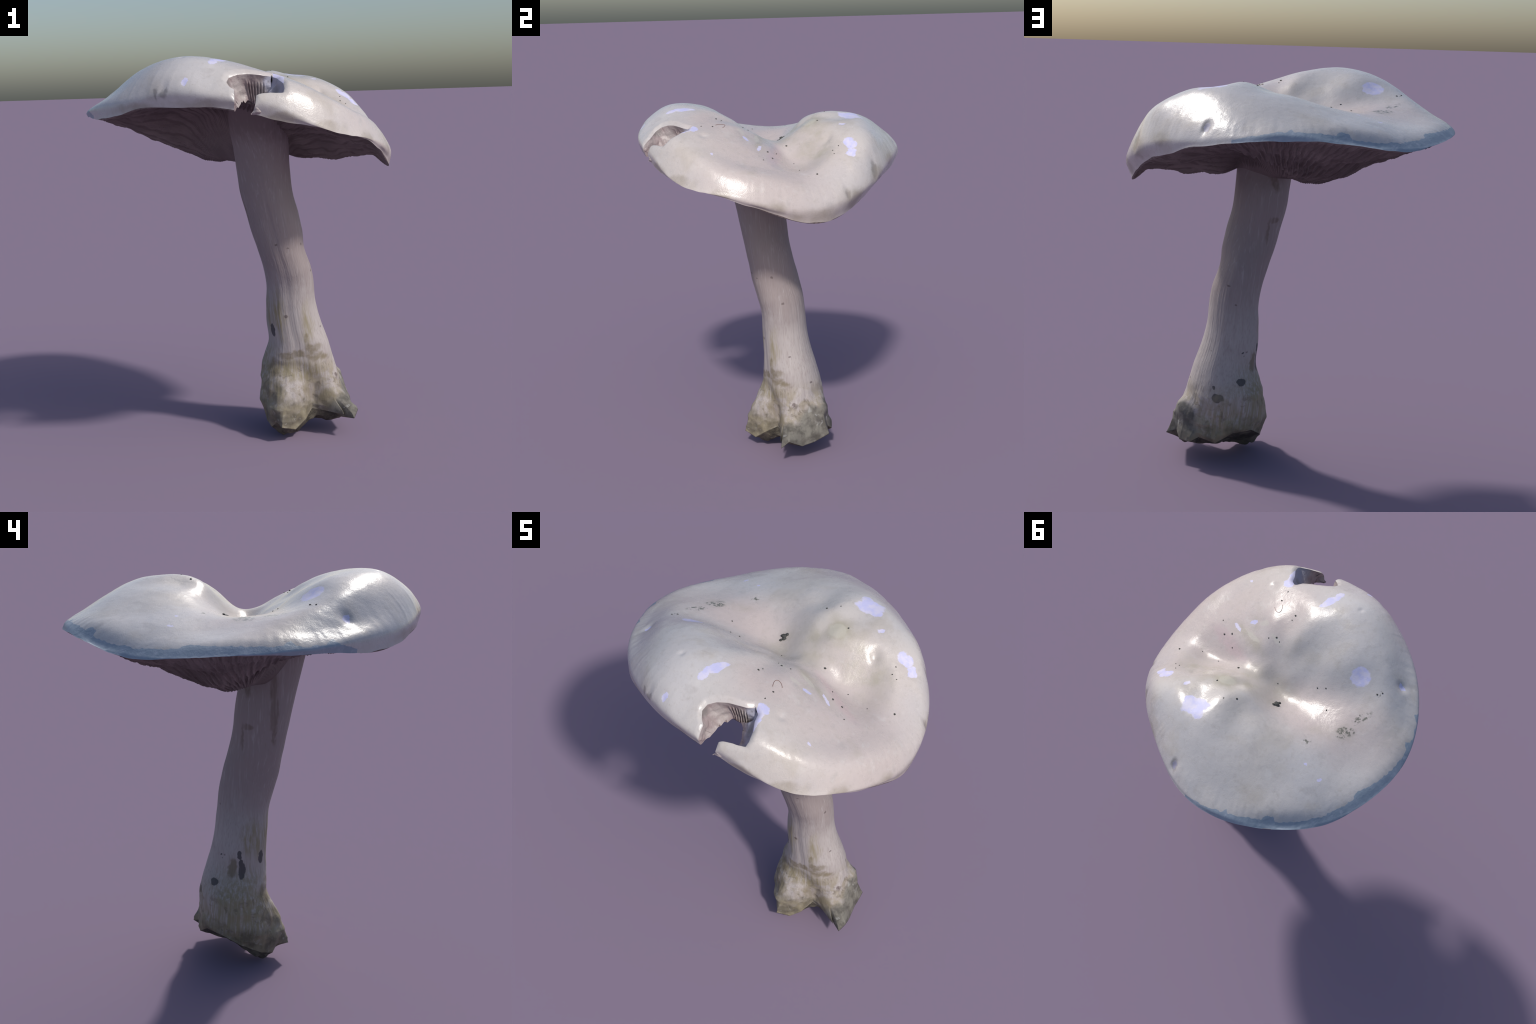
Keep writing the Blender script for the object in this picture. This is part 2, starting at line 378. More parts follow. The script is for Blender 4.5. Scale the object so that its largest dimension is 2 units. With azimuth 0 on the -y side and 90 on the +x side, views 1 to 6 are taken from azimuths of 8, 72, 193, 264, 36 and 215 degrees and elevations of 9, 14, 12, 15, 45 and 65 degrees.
def stem_colour(m):
    """shared by stem and foot, so that no seam shows between them"""
    x, y, z = m.xyz()
    fibre = m.noise(1.0, 4, 0.6, src=m.map((0, 0, 0), (0, -0.13, 0), (0.012, 0.012, 0.22), src=m.wobble(3.0, 0.05)))
    fine = m.noise(1.0, 3, 0.6, src=m.map((0, 0, 0), (0, -0.13, 0), (0.0045, 0.0045, 0.08)))
    patch = m.noise(4.5, 4, 0.6)
    pale, mauve = (0.430, 0.390, 0.378), (0.305, 0.258, 0.255)  # mauve tints the upper stem darker for the cap's shade
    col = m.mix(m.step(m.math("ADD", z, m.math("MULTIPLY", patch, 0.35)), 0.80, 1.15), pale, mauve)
    col = m.mix(m.step(fibre, 0.48, 0.72, 0, 0.38), col, (0.30, 0.245, 0.235))
    col = m.mix(m.step(fibre, 0.46, 0.28, 0, 0.30), col, (0.54, 0.505, 0.505))
    col = m.mix(m.step(fine, 0.50, 0.70, 0, 0.40), col, (0.25, 0.205, 0.20))
    col = m.mix(m.step(patch, 0.56, 0.74, 0, 0.40), col, (0.29, 0.225, 0.225))
    # ochre fibrous stain on the lower back
    soft = m.wobble(8, 0.10, 3)
    ochre = m.blobs([(0.06, -0.03, 0.27, 0.17, 0.22, 0.24), (0.17, 0.17, 0.20, 0.2, 0.1, 0.14), (0.13, -0.1, 0.66, 0.05, 0.05, 0.10),
                     (0.35, -0.15, 0.60, 0.035, 0.04, 0.11), (0.30, -0.16, 0.36, 0.16, 0.06, 0.06),
                     (0.20, -0.155, 0.65, 0.04, 0.03, 0.13)], soft, 0.6)
    col = m.mix(m.math("MULTIPLY", ochre, m.step(fibre, 0.36, 0.60, 0.20, 0.85)), col, (0.265, 0.230, 0.130))
    # scars: long brown bruise and small peeled loop
    scar = m.blobs([(0.00, -0.150, 1.45, 0.05, 0.022, 0.075), (0.02, -0.155, 1.33, 0.05, 0.020, 0.10),
                    (0.06, -0.035, 1.44, 0.04, 0.012, 0.05), (0.052, -0.162, 1.22, 0.04, 0.012, 0.06),
                    (0.045, -0.040, 1.255, 0.04, 0.020, 0.014), (0.055, -0.018, 1.195, 0.04, 0.008, 0.07)],
                   m.wobble(20, 0.035, 3), 0.35)
    col = m.mix(m.math("MULTIPLY", scar, m.step(fibre, 0.3, 0.6, 0.35, 0.75)), col, (0.175, 0.135, 0.115))
    # brown crust where the foot has been rubbed open
    crust = m.blobs([(0.29, -0.18, 0.445, 0.10, 0.06, 0.018), (0.385, -0.145, 0.475, 0.055, 0.05, 0.030), (0.395, -0.13, 0.43, 0.06, 0.06, 0.018),
                     (0.345, -0.155, 0.535, 0.018, 0.04, 0.035), (0.16, -0.16, 0.37, 0.05, 0.06, 0.05),
                     (0.38, -0.19, 0.29, 0.05, 0.06, 0.09), (0.18, -0.2, 0.25, 0.05, 0.08, 0.05), (0.45, -0.17, 0.2, 0.06, 0.06, 0.05)],
                    m.wobble(16, 0.085, 4), 0.4)
    col = m.mix(m.math("MULTIPLY", crust, m.step(m.noise(20, 4), 0.3, 0.6, 0.35, 0.85)), col, (0.20, 0.165, 0.105))
    # dark soil marks
    marks = m.blobs([(0.128, -0.034, 0.512, 0.05, 0.019, 0.042), (0.124, -0.020, 0.595, 0.05, 0.011, 0.024), (0.127, -0.026, 0.553, 0.05, 0.010, 0.022),
                     (0.168, -0.127, 0.575, 0.03, 0.012, 0.035, 0), (0.170, 0.096, 0.442, 0.028, 0.028, 0.017),
                     (0.274, 0.157, 0.370, 0.032, 0.04, 0.022), (0.294, 0.150, 0.42, 0.008, 0.03, 0.012),
                     (0.172, 0.076, 0.589, 0.006, 0.02, 0.006), (0.163, 0.08, 0.57, 0.008, 0.02, 0.008)], m.wobble(28, 0.022, 2), 0.12)
    col = m.mix(m.math("MULTIPLY", marks, 0.88), col, (0.060, 0.058, 0.066))
    zone = m.step(z, 0.47, 0.33)
    mot = m.math("MULTIPLY", zone, m.step(m.noise(8.5, 5, 0.62, distort=0.6), 0.44, 0.60))
    col = m.mix(m.math("MULTIPLY", mot, 0.62), col, (0.275, 0.235, 0.150))
    mot2 = m.math("MULTIPLY", zone, m.step(m.noise(17, 5, 0.65, distort=0.8), 0.54, 0.66))
    col = m.mix(m.math("MULTIPLY", mot2, 0.60), col, (0.150, 0.125, 0.095))
    halo = m.blobs([(0.130, 0.012, 0.525, 0.05, 0.022, 0.05)], m.wobble(24, 0.05, 3), 0.3)
    col = m.mix(m.math("MULTIPLY", halo, 0.75), col, (0.17, 0.145, 0.095))
    pores = [(0.496, -0.077, 0.319, 0.012, 0.012, 0.011)]
    for px, py, pz in [(0.412, -0.067, 0.58), (0.369, -0.085, 0.887), (0.324, -0.134, 1.035), (0.261, -0.20, 1.024),
                       (0.203, -0.214, 1.043), (0.239, -0.163, 0.653), (0.208, 0.077, 0.835), (0.333, 0.097, 0.591),
                       (0.452, 0.045, 0.425), (0.151, 0.056, 0.59), (0.36, -0.01, 0.80), (0.10, 0.02, 1.31), (0.25, 0.07, 0.93)]:
        r = 0.005 + 0.003 * RNG.random()
        pores.append((px, py, pz, r * 1.3, r * 1.3, r * 0.9))
    col = m.mix(m.math("MULTIPLY", m.blobs(pores, m.wobble(70, 0.016, 3), 0.4), 0.7), col, (0.11, 0.08, 0.08))
    return col, fibre, fine, z

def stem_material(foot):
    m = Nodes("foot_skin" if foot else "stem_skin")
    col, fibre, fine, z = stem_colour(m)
    if foot:
        # soil rubbed into the torn lower end: ragged upper border, grey on the shards
        rag = m.math("ADD", z, m.math("MULTIPLY", m.math("SUBTRACT", m.noise(9, 5, 0.6), 0.5), 0.34))
        soil = m.step(rag, 0.27, 0.14)
        tone = m.mix(m.step(m.noise(14, 4), 0.35, 0.65), (0.100, 0.088, 0.060), (0.235, 0.205, 0.135))
        tone = m.mix(m.step(m.noise(30, 4), 0.56, 0.7, 0, 0.7), tone, (0.33, 0.315, 0.27))
        col = m.mix(m.math("MULTIPLY", soil, 0.85), col, tone)
        shard = m.blobs([(0.56, 0.07, 0.20, 0.13, 0.14, 0.12), (0.57, -0.10, 0.13, 0.14, 0.13, 0.095), (0.47, 0.14, 0.22, 0.09, 0.12, 0.11)],
                        m.wobble(12, 0.07, 3), 0.18)
        gtone = m.mix(m.step(m.noise(16, 5, 0.6), 0.38, 0.62), (0.095, 0.088, 0.078), (0.20, 0.190, 0.165))
        gtone = m.mix(m.step(m.noise(11, 3, distort=1.5), 0.60, 0.72, 0, 0.65), gtone, (0.36, 0.36, 0.35))
        col = m.mix(m.math("MULTIPLY", shard, 0.92), col, gtone)
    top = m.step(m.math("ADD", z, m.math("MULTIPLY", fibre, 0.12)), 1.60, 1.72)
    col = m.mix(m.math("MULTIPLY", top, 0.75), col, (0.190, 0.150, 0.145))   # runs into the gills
    h = m.math("ADD", fibre, m.math("MULTIPLY", fine, 0.5))
    m.bump(m.math("ADD", h, m.math("MULTIPLY", m.noise(60, 4), 0.4)), 0.24, 0.007)
    return m.finish(col, 0.62, 0.3)

def root_end_material():
    m = Nodes("root_dark")
    col = m.mix(m.step(m.noise(12, 5, 0.6), 0.38, 0.62), (0.060, 0.055, 0.045), (0.155, 0.140, 0.105))  # dark brown-grey mottling on the underside of the foot
    col = m.mix(m.step(m.noise(26, 4), 0.58, 0.72, 0, 0.6), col, (0.25, 0.235, 0.19))
    m.bump(m.noise(40, 5, 0.65), 0.5, 0.015)
    return m.finish(col, 0.75, 0.25)

def hair_material():
    m = Nodes("hair")
    return m.finish(m.mix(m.noise(80), (0.14, 0.06, 0.045), (0.20, 0.10, 0.08)), 0.4, 0.4)

# ------------------------------------------------------------------ the thing
thing = bpy.data.objects.new("mushroom", None)
bpy.context.scene.collection.objects.link(thing)
thing.empty_display_size = 0.2
thing["label"] = "pale wavy-capped mushroom with torn rim and dirty foot"
thing["category"] = "mushroom"

# ------------------------------------------------------------------ cap skin
LAST = len(TOP_AT) + 2                     # knot index of the lip; the outermost line is LAST - 1
ROWS_TOP = np.concatenate([np.linspace(0, LAST - 2, 145)[1:], np.linspace(LAST - 2, LAST - 1, 37)[1:], np.linspace(LAST - 1, LAST, 23)[1:]])
def plan_rho(t):
    """rough distance from the axis near the bite, used to open it"""
    rho, *_ = cap_columns(np.array([math.radians(-82.0)]))
    return float(along(rho, t)[0])

def dent_field(X, Y):
    h = np.zeros_like(X)
    for x, y, r, d in DENTS:
        h -= d * np.exp(-((X - x)**2 + (Y - y)**2) / (0.5 * r * r))
    return h

rows, opened, rows_rho = [], [], 0.0
for t in ROWS_TOP:
    pr = max(plan_rho(t), rows_rho) if t < LAST - 1 else rows_rho + 0.002
    rows_rho = pr
    th = column_angles(pr, BITE)
    rho, z, *_ = cap_columns(th)
    r = along(rho, t); zz = along(z, t, mirror=True)
    rows.append(np.stack([FUNNEL[0] + r * np.cos(th), FUNNEL[1] + r * np.sin(th), zz], -1))
    opened.append(pr > BITE.apex)
G = np.array(rows); opened = np.array(opened)
# round off the bottom of the funnel, where the sections meet
def cap_heights(x, y):
    """height of the lofted cap skin above plan positions inside the rim"""
    th = np.arctan2(y - FUNNEL[1], x - FUNNEL[0]); r = np.hypot(x - FUNNEL[0], y - FUNNEL[1])
    rho, z, *_ = cap_columns(th)
    f = np.clip(r / rho[LAST - 1], 0, 1)
    k = np.array([0.0, *TOP_AT, 1.0])
    i = np.clip(np.searchsorted(k, f, side="right") - 1, 0, len(k) - 2)
    w = (f - k[i]) / (k[i + 1] - k[i])
    Z = np.array(z[:len(k)])
    lo = np.take_along_axis(Z, i[None], 0)[0]; hi = np.take_along_axis(Z, i[None] + 1, 0)[0]
    return lo * (1 - w) + hi * w
gx = np.linspace(-0.34, 0.34, 137)
Hc = cap_heights(FUNNEL[0] + gx[:, None] + 0 * gx[None], FUNNEL[1] + gx[None] + 0 * gx[:, None])
ker = np.exp(-0.5 * (np.arange(-20, 21) * 0.005 / 0.026)**2); ker /= ker.sum()
Hc = np.apply_along_axis(lambda v: np.convolve(np.pad(v, 20, mode="edge"), ker, mode="valid"), 0, Hc)
Hc = np.apply_along_axis(lambda v: np.convolve(np.pad(v, 20, mode="edge"), ker, mode="valid"), 1, Hc)
cx = (np.clip(G[..., 0] - FUNNEL[0], -0.335, 0.335) + 0.34) / 0.005; cy = (np.clip(G[..., 1] - FUNNEL[1], -0.335, 0.335) + 0.34) / 0.005
ix, iy = cx.astype(int), cy.astype(int); fx, fy = cx - ix, cy - iy
zc = (Hc[ix, iy] * (1 - fx) * (1 - fy) + Hc[ix + 1, iy] * fx * (1 - fy) + Hc[ix, iy + 1] * (1 - fx) * fy + Hc[ix + 1, iy + 1] * fx * fy)
wc = smoothstep(0.24, 0.12, np.hypot(G[..., 0] - FUNNEL[0], G[..., 1] - FUNNEL[1]))
G[..., 2] = G[..., 2] * (1 - wc) + (zc - 0.006) * wc
TH = np.arctan2(G[..., 1] - FUNNEL[1], G[..., 0] - FUNNEL[0])
edge_fade = smoothstep(LAST, LAST - 0.8, ROWS_TOP)[:, None]
skin_in = G.copy()
wave = fbm(skin_in, 4.0, 3, 2) * 0.0025 + fbm(skin_in, 14.0, 5, 3) * 0.0008
# short radial pleats along the outer quarter
pl = noise3(np.stack([np.cos(TH) * 14, np.sin(TH) * 14, np.broadcast_to(ROWS_TOP[:, None] * 0.5, TH.shape)], -1), 1.0, 9)
pl2 = noise3(np.stack([np.cos(TH) * 34, np.sin(TH) * 34, np.broadcast_to(ROWS_TOP[:, None] * 0.5, TH.shape)], -1), 1.0, 19)
pleat = (0.0018 * pl + 0.0012 * pl2) * smoothstep(LAST - 2.7, LAST - 1.4, ROWS_TOP)[:, None]
G[..., 2] += (wave + pleat) * edge_fade + dent_field(G[..., 0], G[..., 1]) * smoothstep(LAST - 0.4, LAST - 1.1, ROWS_TOP)[:, None]
# ragged lower lip
lip_n = fbm(np.stack([np.cos(TH[-1]) * 6, np.sin(TH[-1]) * 6, 0 * TH[-1]], -1), 1.0, 31, 2)
lipw = smoothstep(LAST - 0.8, LAST, ROWS_TOP)[:, None]
G[..., 2] += lipw * lip_n[None] * 0.006
# the skin rolls over a little where it was torn
dense = lambda P: np.concatenate([P[:-1] * (1 - f) + P[1:] * f for f in (0.0, 0.25, 0.5, 0.75)])
edge = np.concatenate([dense(G[opened, 0, :2]), dense(G[opened, -1, :2])])
near = np.argwhere((np.abs(G[..., 0] - 0.18) < 0.2) & (np.abs(G[..., 1] + 0.66) < 0.2))
P2 = G[near[:, 0], near[:, 1], :2]
dist = np.min(np.linalg.norm(P2[:, None] - edge[None], axis=-1), axis=1)
G[near[:, 0], near[:, 1], 2] -= 0.016 * np.clip(1 - dist / 0.026, 0, 1)**2 * smoothstep(LAST - 0.2, LAST - 1.0, ROWS_TOP[near[:, 0]])
apex = np.array([[FUNNEL[0], FUNNEL[1], G[0, :, 2].mean()]])
nrow = len(ROWS_TOP)
V = np.concatenate([G.reshape(-1, 3), apex])
F = grid_faces(nrow, NCOL, ~opened)
j = np.arange(0, NCOL, 2)
nxt = (j + 2) % NCOL
mid = j + 1
F = np.concatenate([F, np.stack([np.full_like(j, len(V) - 1), j, mid, nxt], -1)])
N = vertex_normals(V, F)

# bruised steel-grey band along the far rim: azimuth -> width, with torn teeth
BAND = [(88, 0), (97, .018), (104, .028), (106, .048), (107, .028), (112, .030), (119, .030), (121.5, .058), (124, .050), (124.6, .022), (133, .026),
        (140, .034), (155, .040), (156, .046), (158.5, .066), (163, .050), (170, .040), (178, .030), (184, .028), (186.5, .062), (188, .020),
        (196, .018), (199, .045), (201, .016), (207, 0)]
seg = np.linalg.norm(np.diff(G, axis=0), axis=-1)
to_edge = np.concatenate([np.cumsum(seg[::-1], axis=0)[::-1], np.zeros((1, NCOL + 1))])
deg = np.degrees(TH) % 360
width = np.interp(deg, [b[0] for b in BAND], [b[1] for b in BAND], left=0, right=0)
width = np.where(width > 0, width + 0.006 * noise3(G, 60, 77) + 0.018, 0)
in_band = (to_edge < width).ravel()
in_band = np.concatenate([in_band, [False]])
band_face = in_band[F].all(axis=1)
skin_mat = skin_material()
cap = part_of("cap", V, F, N, ~band_face, skin_mat, thing)
rim = part_of("bruised_rim", V, F, N, band_face, steel_rim_material(), thing)

def skin_heights(x, y):
    """height of the finished skin (nearest mesh point)"""
    flat = G.reshape(-1, 3)
    return np.array([flat[np.argmin((flat[:, 0] - p)**2 + (flat[:, 1] - q)**2), 2] for p, q in zip(x, y)])

# ------------------------------------------------------------------ gills
ROWS_UND = np.linspace(1, 5, 121)          # 1 = lip, 4 = innermost spoke knot, 5 = stem
grow, gopen = [], []
for t in ROWS_UND:
    rho0, _, ur0, _, _ = cap_columns(np.array([math.radians(-82.0)]))
    if t <= 4:
        pr = float(along(ur0, t)[0])
    else:
        pr = 0.2
    pr = pr if t > 1.12 else rows_rho + 0.002
    mixw = float(smoothstep(1.0, 1.6, t))
    th = column_angles(pr, HOLE) * mixw + column_angles(max(pr, 0.70), BITE) * (1 - mixw)
    rho, z, ur, uz, zj = cap_columns(th)
    kx = [FUNNEL[0] + a * np.cos(th) for a in ur] + [STEM_TOP[0] + STEM_TOP[2] * np.cos(th)]
    ky = [FUNNEL[1] + a * np.sin(th) for a in ur] + [STEM_TOP[1] + STEM_TOP[2] * np.sin(th)]
    kz = uz + [zj]
    grow.append(np.stack([along(kx, t), along(ky, t), along(kz, t)], -1))
    gopen.append(pr > HOLE.apex)
U = np.array(grow); gopen = np.array(gopen)
U[0] = G[-1]                                # shares the lip with the skin
gth = np.arctan2(U[..., 1] - FUNNEL[1], U[..., 0] - FUNNEL[0])
tt = np.broadcast_to(ROWS_UND[:, None], gth.shape)
wav = fbm(U, 4.0, 41, 3)
lump = fbm(U, 7.0, 51, 3)
phase = gth * 54 + 2.2 * wav + 0.7 * noise3(U, 16, 43)
ridge = 1 - np.abs(np.sin(phase))
short = (1 - np.abs(np.cos(phase))) * smoothstep(3.0, 2.2, tt) * 0.7
depth = 0.017 * smoothstep(1.08, 1.6, tt) * smoothstep(5.0, 4.0, tt)
U[..., 2] -= depth * (np.maximum(ridge, short)**1.4 - 0.9) + 0.012 * lump * smoothstep(1.0, 2.0, tt) * smoothstep(5.0, 4.4, tt)
U[..., 2] -= 0.018 * np.exp(-((U[..., 0] + 0.15)**2 + (U[..., 1] - 0.085)**2) / 0.09**2)   # sagging lobe beside the stem
U[..., 2] += 0.035 * np.exp(-((U[..., 0] - 0.15)**2 + (U[..., 1] + 0.60)**2) / 0.085**2) * smoothstep(1.1, 1.5, tt)   # thinner round the bite
UF = grid_faces(len(ROWS_UND), NCOL, ~gopen)
UV = U.reshape(-1, 3)
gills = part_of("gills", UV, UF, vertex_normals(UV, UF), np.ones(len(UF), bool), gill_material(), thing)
gills["kind"] = "stuff"

# ------------------------------------------------------------------ torn flesh inside the bite
first = int(np.argmax(opened)) - 1
NV = 22
wall_V, wall_F, off = [], [], 0
for col, side in ((0, 1), (NCOL, -1)):
    topc = G[first:, col].copy()
    if side == -1: topc[0] = G[first, 0]
    under = U[:, col].copy()
    if side == -1: under[~gopen] = U[~gopen, 0]
    k0 = int(np.argmin(gopen)) if not gopen.all() else len(under) - 1     # first closed gill row
    under = under[:k0 + 1][::-1]                                           # inner end -> lip
    arc = lambda P: np.concatenate([[0], np.cumsum(np.linalg.norm(np.diff(P, axis=0), axis=1))])
    sa, sb = arc(topc), arc(under)
    fine = np.linspace(0, 1, 240)
    topc = np.stack([np.interp(fine, sa / sa[-1], topc[:, k]) for k in range(3)], -1)
    sa = fine * sa[-1]
    bot = np.stack([np.interp(sa / sa[-1], sb / sb[-1], under[:, k]) for k in range(3)], -1)
    n = len(topc)
    s = np.concatenate([[0], np.cumsum(np.linalg.norm(np.diff(topc[:, :2], axis=0), axis=1))])
    tang = np.gradient(topc[:, :2], axis=0)
    tang /= np.maximum(np.linalg.norm(tang, axis=1, keepdims=True), 1e-6)
    nrm = np.stack([-tang[:, 1], tang[:, 0]], -1) * side     # away from the hollow
    P = np.zeros((n, NV + 1, 3))
    for k in range(NV + 1):
        f = k / NV
        p = topc * (1 - f) + bot * f
        bulge = 0.010 * math.sin(PI * f)
        slat = 0.0
        if side == -1:
            zone = smoothstep(0.035, 0.05, s) * smoothstep(0.150, 0.125, s) * smoothstep(0.22, 0.40, f) * smoothstep(1.0, 0.92, f)
            slat = 0.008 * zone * np.sin(s / 0.0155 * 2 * PI + 1.3 * math.sin(3.2 * f))
        rag = 0.010 * fbm(p, 18, 61, 3) * math.sin(PI * f)
        p[:, :2] += nrm * np.asarray(bulge * np.clip(s / 0.05, 0, 1) * np.clip((s[-1] - s) / 0.05, 0, 1) + slat + rag)[:, None]
        P[:, k] = p
    wall_V.append(P.reshape(-1, 3))
    i, k = np.meshgrid(np.arange(n - 1), np.arange(NV), indexing="ij")
    a = i * (NV + 1) + k
    q = np.stack([a, a + 1, a + NV + 2, a + NV + 1], -1).reshape(-1, 4)
    wall_F.append((q if side == 1 else q[:, ::-1]) + off)
    off += n * (NV + 1)
mesh_object("torn_flesh", np.concatenate(wall_V), np.concatenate(wall_F), flesh_material(), thing)

# ------------------------------------------------------------------ stem and foot
# cross-sections: height, centre x, y, half widths in x and y
SECTIONS = [(1.82, .115, -.205, .190, .180), (1.70, .122, -.187, .165, .155), (1.60, .130, -.168, .150, .143), (1.50, .136, -.153, .141, .138), (1.40, .140, -.130, .137, .140),
            (1.30, .152, -.117, .135, .137), (1.20, .173, -.104, .136, .132), (1.10, .194, -.089, .134, .133), (1.00, .217, -.072, .123, .136),
            (0.90, .244, -.053, .128, .134), (0.80, .256, -.040, .127, .128), (0.70, .257, -.036, .132, .130), (0.60, .267, -.028, .145, .137),
            (0.50, .286, -.017, .160, .150), (0.42, .284, -.014, .182, .166), (0.35, .288, -.018, .204, .177)]
FOOT = (0.31, -0.03)
# swelling above the torn end: azimuth, radius, height
BULB = [(0, .200, .27), (15, .212, .285), (27, .226, .300), (38, .240, .305), (46, .228, .28), (54, .226, .26), (75, .195, .25), (90, .187, .25), (120, .190, .25), (135, .200, .25), (160, .215, .23),
        (180, .225, .21), (205, .246, .185), (222, .245, .18), (236, .25, .175), (245, .263, .170), (253, .240, .19), (262, .205, .21), (270, .180, .22), (278, .158, .22), (288, .132, .21), (299, .112, .20), (309, .122, .20), (318, .165, .19),
        (330, .220, .20), (345, .208, .24)]
# torn lower edge: points x, y, z all the way round
TORN = [(.565, .02, .105), (.560, .115, .138), (.50, .125, .165), (.47, .165, .130), (.405, .19, .135), (.37, .155, .15), (.28, .158, .130), (.20, .125, .180),
        (.115, .07, .185), (.10, -.03, .130), (.122, -.14, .078), (.155, -.20, .060), (.185, -.225, .095), (.218, -.29, .085), (.285, -.25, .063),
        (.338, -.21, .108), (.365, -.135, .145), (.41, -.125, .135), (.48, -.135, .120), (.55, -.180, .125), (.590, -.190, .110), (.610, -.150, .150), (.585, -.06, .100)]
# under side inside that edge
SOLE = [(.21, -.16, .000), (.16, -.11, .045), (.19, -.03, .085), (.25, .06, .11), (.33, .07, .075), (.42, .09, .080), (.46, .0, .065), (.47, -.09, .085), (.40, -.10, .110), (.31, -.15, .055)]

NS = 384
phi = np.linspace(0, 2 * PI, NS, endpoint=False)
def ring_from_polar(data, smooth):
    a = np.radians([d[0] for d in data])
    r = np.interp(phi, a, [d[1] for d in data], period=2 * PI); z = np.interp(phi, a, [d[2] for d in data], period=2 * PI)
    for _ in range(smooth):
        r = (np.roll(r, 1) + r * 2 + np.roll(r, -1)) / 4; z = (np.roll(z, 1) + z * 2 + np.roll(z, -1)) / 4
    return np.stack([FOOT[0] + r * np.cos(phi), FOOT[1] + r * np.sin(phi), z], -1)
def ring_from_points(pts):
    P = np.array(pts); a = np.arctan2(P[:, 1] - FOOT[1], P[:, 0] - FOOT[0]) % (2 * PI)
    o = np.argsort(a); P = P[o]; a = a[o]
    out = np.stack([np.interp(phi, a, P[:, k], period=2 * PI) for k in range(3)], -1)
    # keep each corner as a real corner of the ring
    for q, aa in zip(P, a):
        out[int(round(aa / (2 * PI) * NS)) % NS] = q
    return out
def section(z, cx, cy, rx, ry):
    """slightly egg-shaped: fuller towards -y, slimmer towards +y"""
    egg = -0.008 * np.sin(phi) * np.abs(np.sin(2 * phi)) * float(smoothstep(1.35, 1.15, z) * smoothstep(0.35, 0.5, z))
    fold = np.exp(-((np.degrees(phi) - 284) / 26.0)**2) * 0.034 * float(smoothstep(0.47, 0.36, z))   # the cleft in the foot starts here
    egg = egg - fold
    return np.stack([cx + (rx + egg) * np.cos(phi), cy + (ry + egg) * np.sin(phi), np.full(NS, z)], -1)
rings = [section(*q) for q in SECTIONS]
bulb = ring_from_polar(BULB, 40)
torn = ring_from_points(TORN)
sole = ring_from_points(SOLE)
rings.append(bulb)
grid = []
n_up = len(rings) - 1
for t in np.concatenate([np.linspace(0, n_up, n_up * 16 + 1)]):
    grid.append(along(rings, t))
n_smooth = len(grid)
for f in np.linspace(0, 1, 29)[1:]:            # facetted flanks down to the torn edge
    g = f ** 0.9
    out = bulb * (1 - g) + torn * g
    grid.append(out)
n_edge = len(grid)
for f in np.linspace(0, 1, 15)[1:]:
    grid.append(torn * (1 - f) + sole * f)
centre = np.array([.32, -.03, .075])
for f in np.linspace(0, 1, 11)[1:-1]:
    grid.append(sole * (1 - f) + centre * f)
S = np.array(grid)
rad = S[..., :2] - np.array([np.interp(S[..., 2], [q[0] for q in SECTIONS][::-1], [q[k] for q in SECTIONS][::-1]) for k in (1, 2)]).transpose(1, 2, 0)
rad /= np.maximum(np.linalg.norm(rad, axis=-1, keepdims=True), 1e-6)
row = np.arange(len(S))[:, None]
low = smoothstep(0.50, 0.22, S[..., 2])
side = smoothstep(n_edge + 12, n_edge, row)
cp = np.stack([np.cos(phi) * 9 + 0 * S[..., 2], np.sin(phi) * 9 + 0 * S[..., 2], S[..., 2] * 2.2], -1)
grooves = 0.0007 * noise3(cp, 1.0, 71) + 0.0004 * noise3(cp * np.array([2.6, 2.6, 1.5]), 1.0, 73)
lumps = 0.004 * fbm(S, 6.0, 75, 2)
crag = low * (0.013 * fbm(S, 7.0, 81, 2) + 0.004 * (1 - 2 * np.abs(fbm(S, 15.0, 85, 2))))
disp = (grooves + lumps) * side + crag * (0.35 + 0.65 * side)
near_edge = np.exp(-((row - n_edge) / 5.0)**2)
disp = disp * (1 - 0.8 * near_edge)
S[..., :2] += rad * disp[..., None]
S[n_edge + 3:, :, 2] += (0.02 * fbm(S[n_edge + 3:], 10, 91, 3)) * smoothstep(n_edge + 3, n_edge + 9, row[n_edge + 3:]) * smoothstep(0.0, 0.05, S[n_edge + 3:, :, 2])
S[..., 2] = np.maximum(S[..., 2], 0.0005)
# the stem ends inside the flesh of the cap
skin_z = cap_heights(S[..., 0], S[..., 1])
S[..., 2] = np.where(S[..., 2] > 1.6, np.minimum(S[..., 2], skin_z - 0.03), S[..., 2])
ns = len(S)
SV = np.concatenate([S.reshape(-1, 3), centre[None]])
i, j = np.meshgrid(np.arange(ns - 1), np.arange(NS), indexing="ij")
jn = (j + 1) % NS
SF = np.stack([i * NS + j, i * NS + jn, (i + 1) * NS + jn, (i + 1) * NS + j], -1).reshape(-1, 4)[:, ::-1]
j = np.arange(0, NS, 2)
SF = np.concatenate([SF, np.stack([np.full_like(j, len(SV) - 1), (ns - 1) * NS + (j + 2) % NS, (ns - 1) * NS + j + 1, (ns - 1) * NS + j], -1)[:, ::-1]])
SN = vertex_normals(SV, SF)
frow = np.concatenate([np.repeat(np.arange(ns - 1), NS), np.full(len(j), ns)])
split = 16 * 14
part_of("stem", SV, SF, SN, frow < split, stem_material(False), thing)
part_of("foot", SV, SF, SN, (frow >= split) & (frow < n_edge - 1), stem_material(True), thing)
part_of("root_end", SV, SF, SN, frow >= n_edge - 1, root_end_material(), thing)

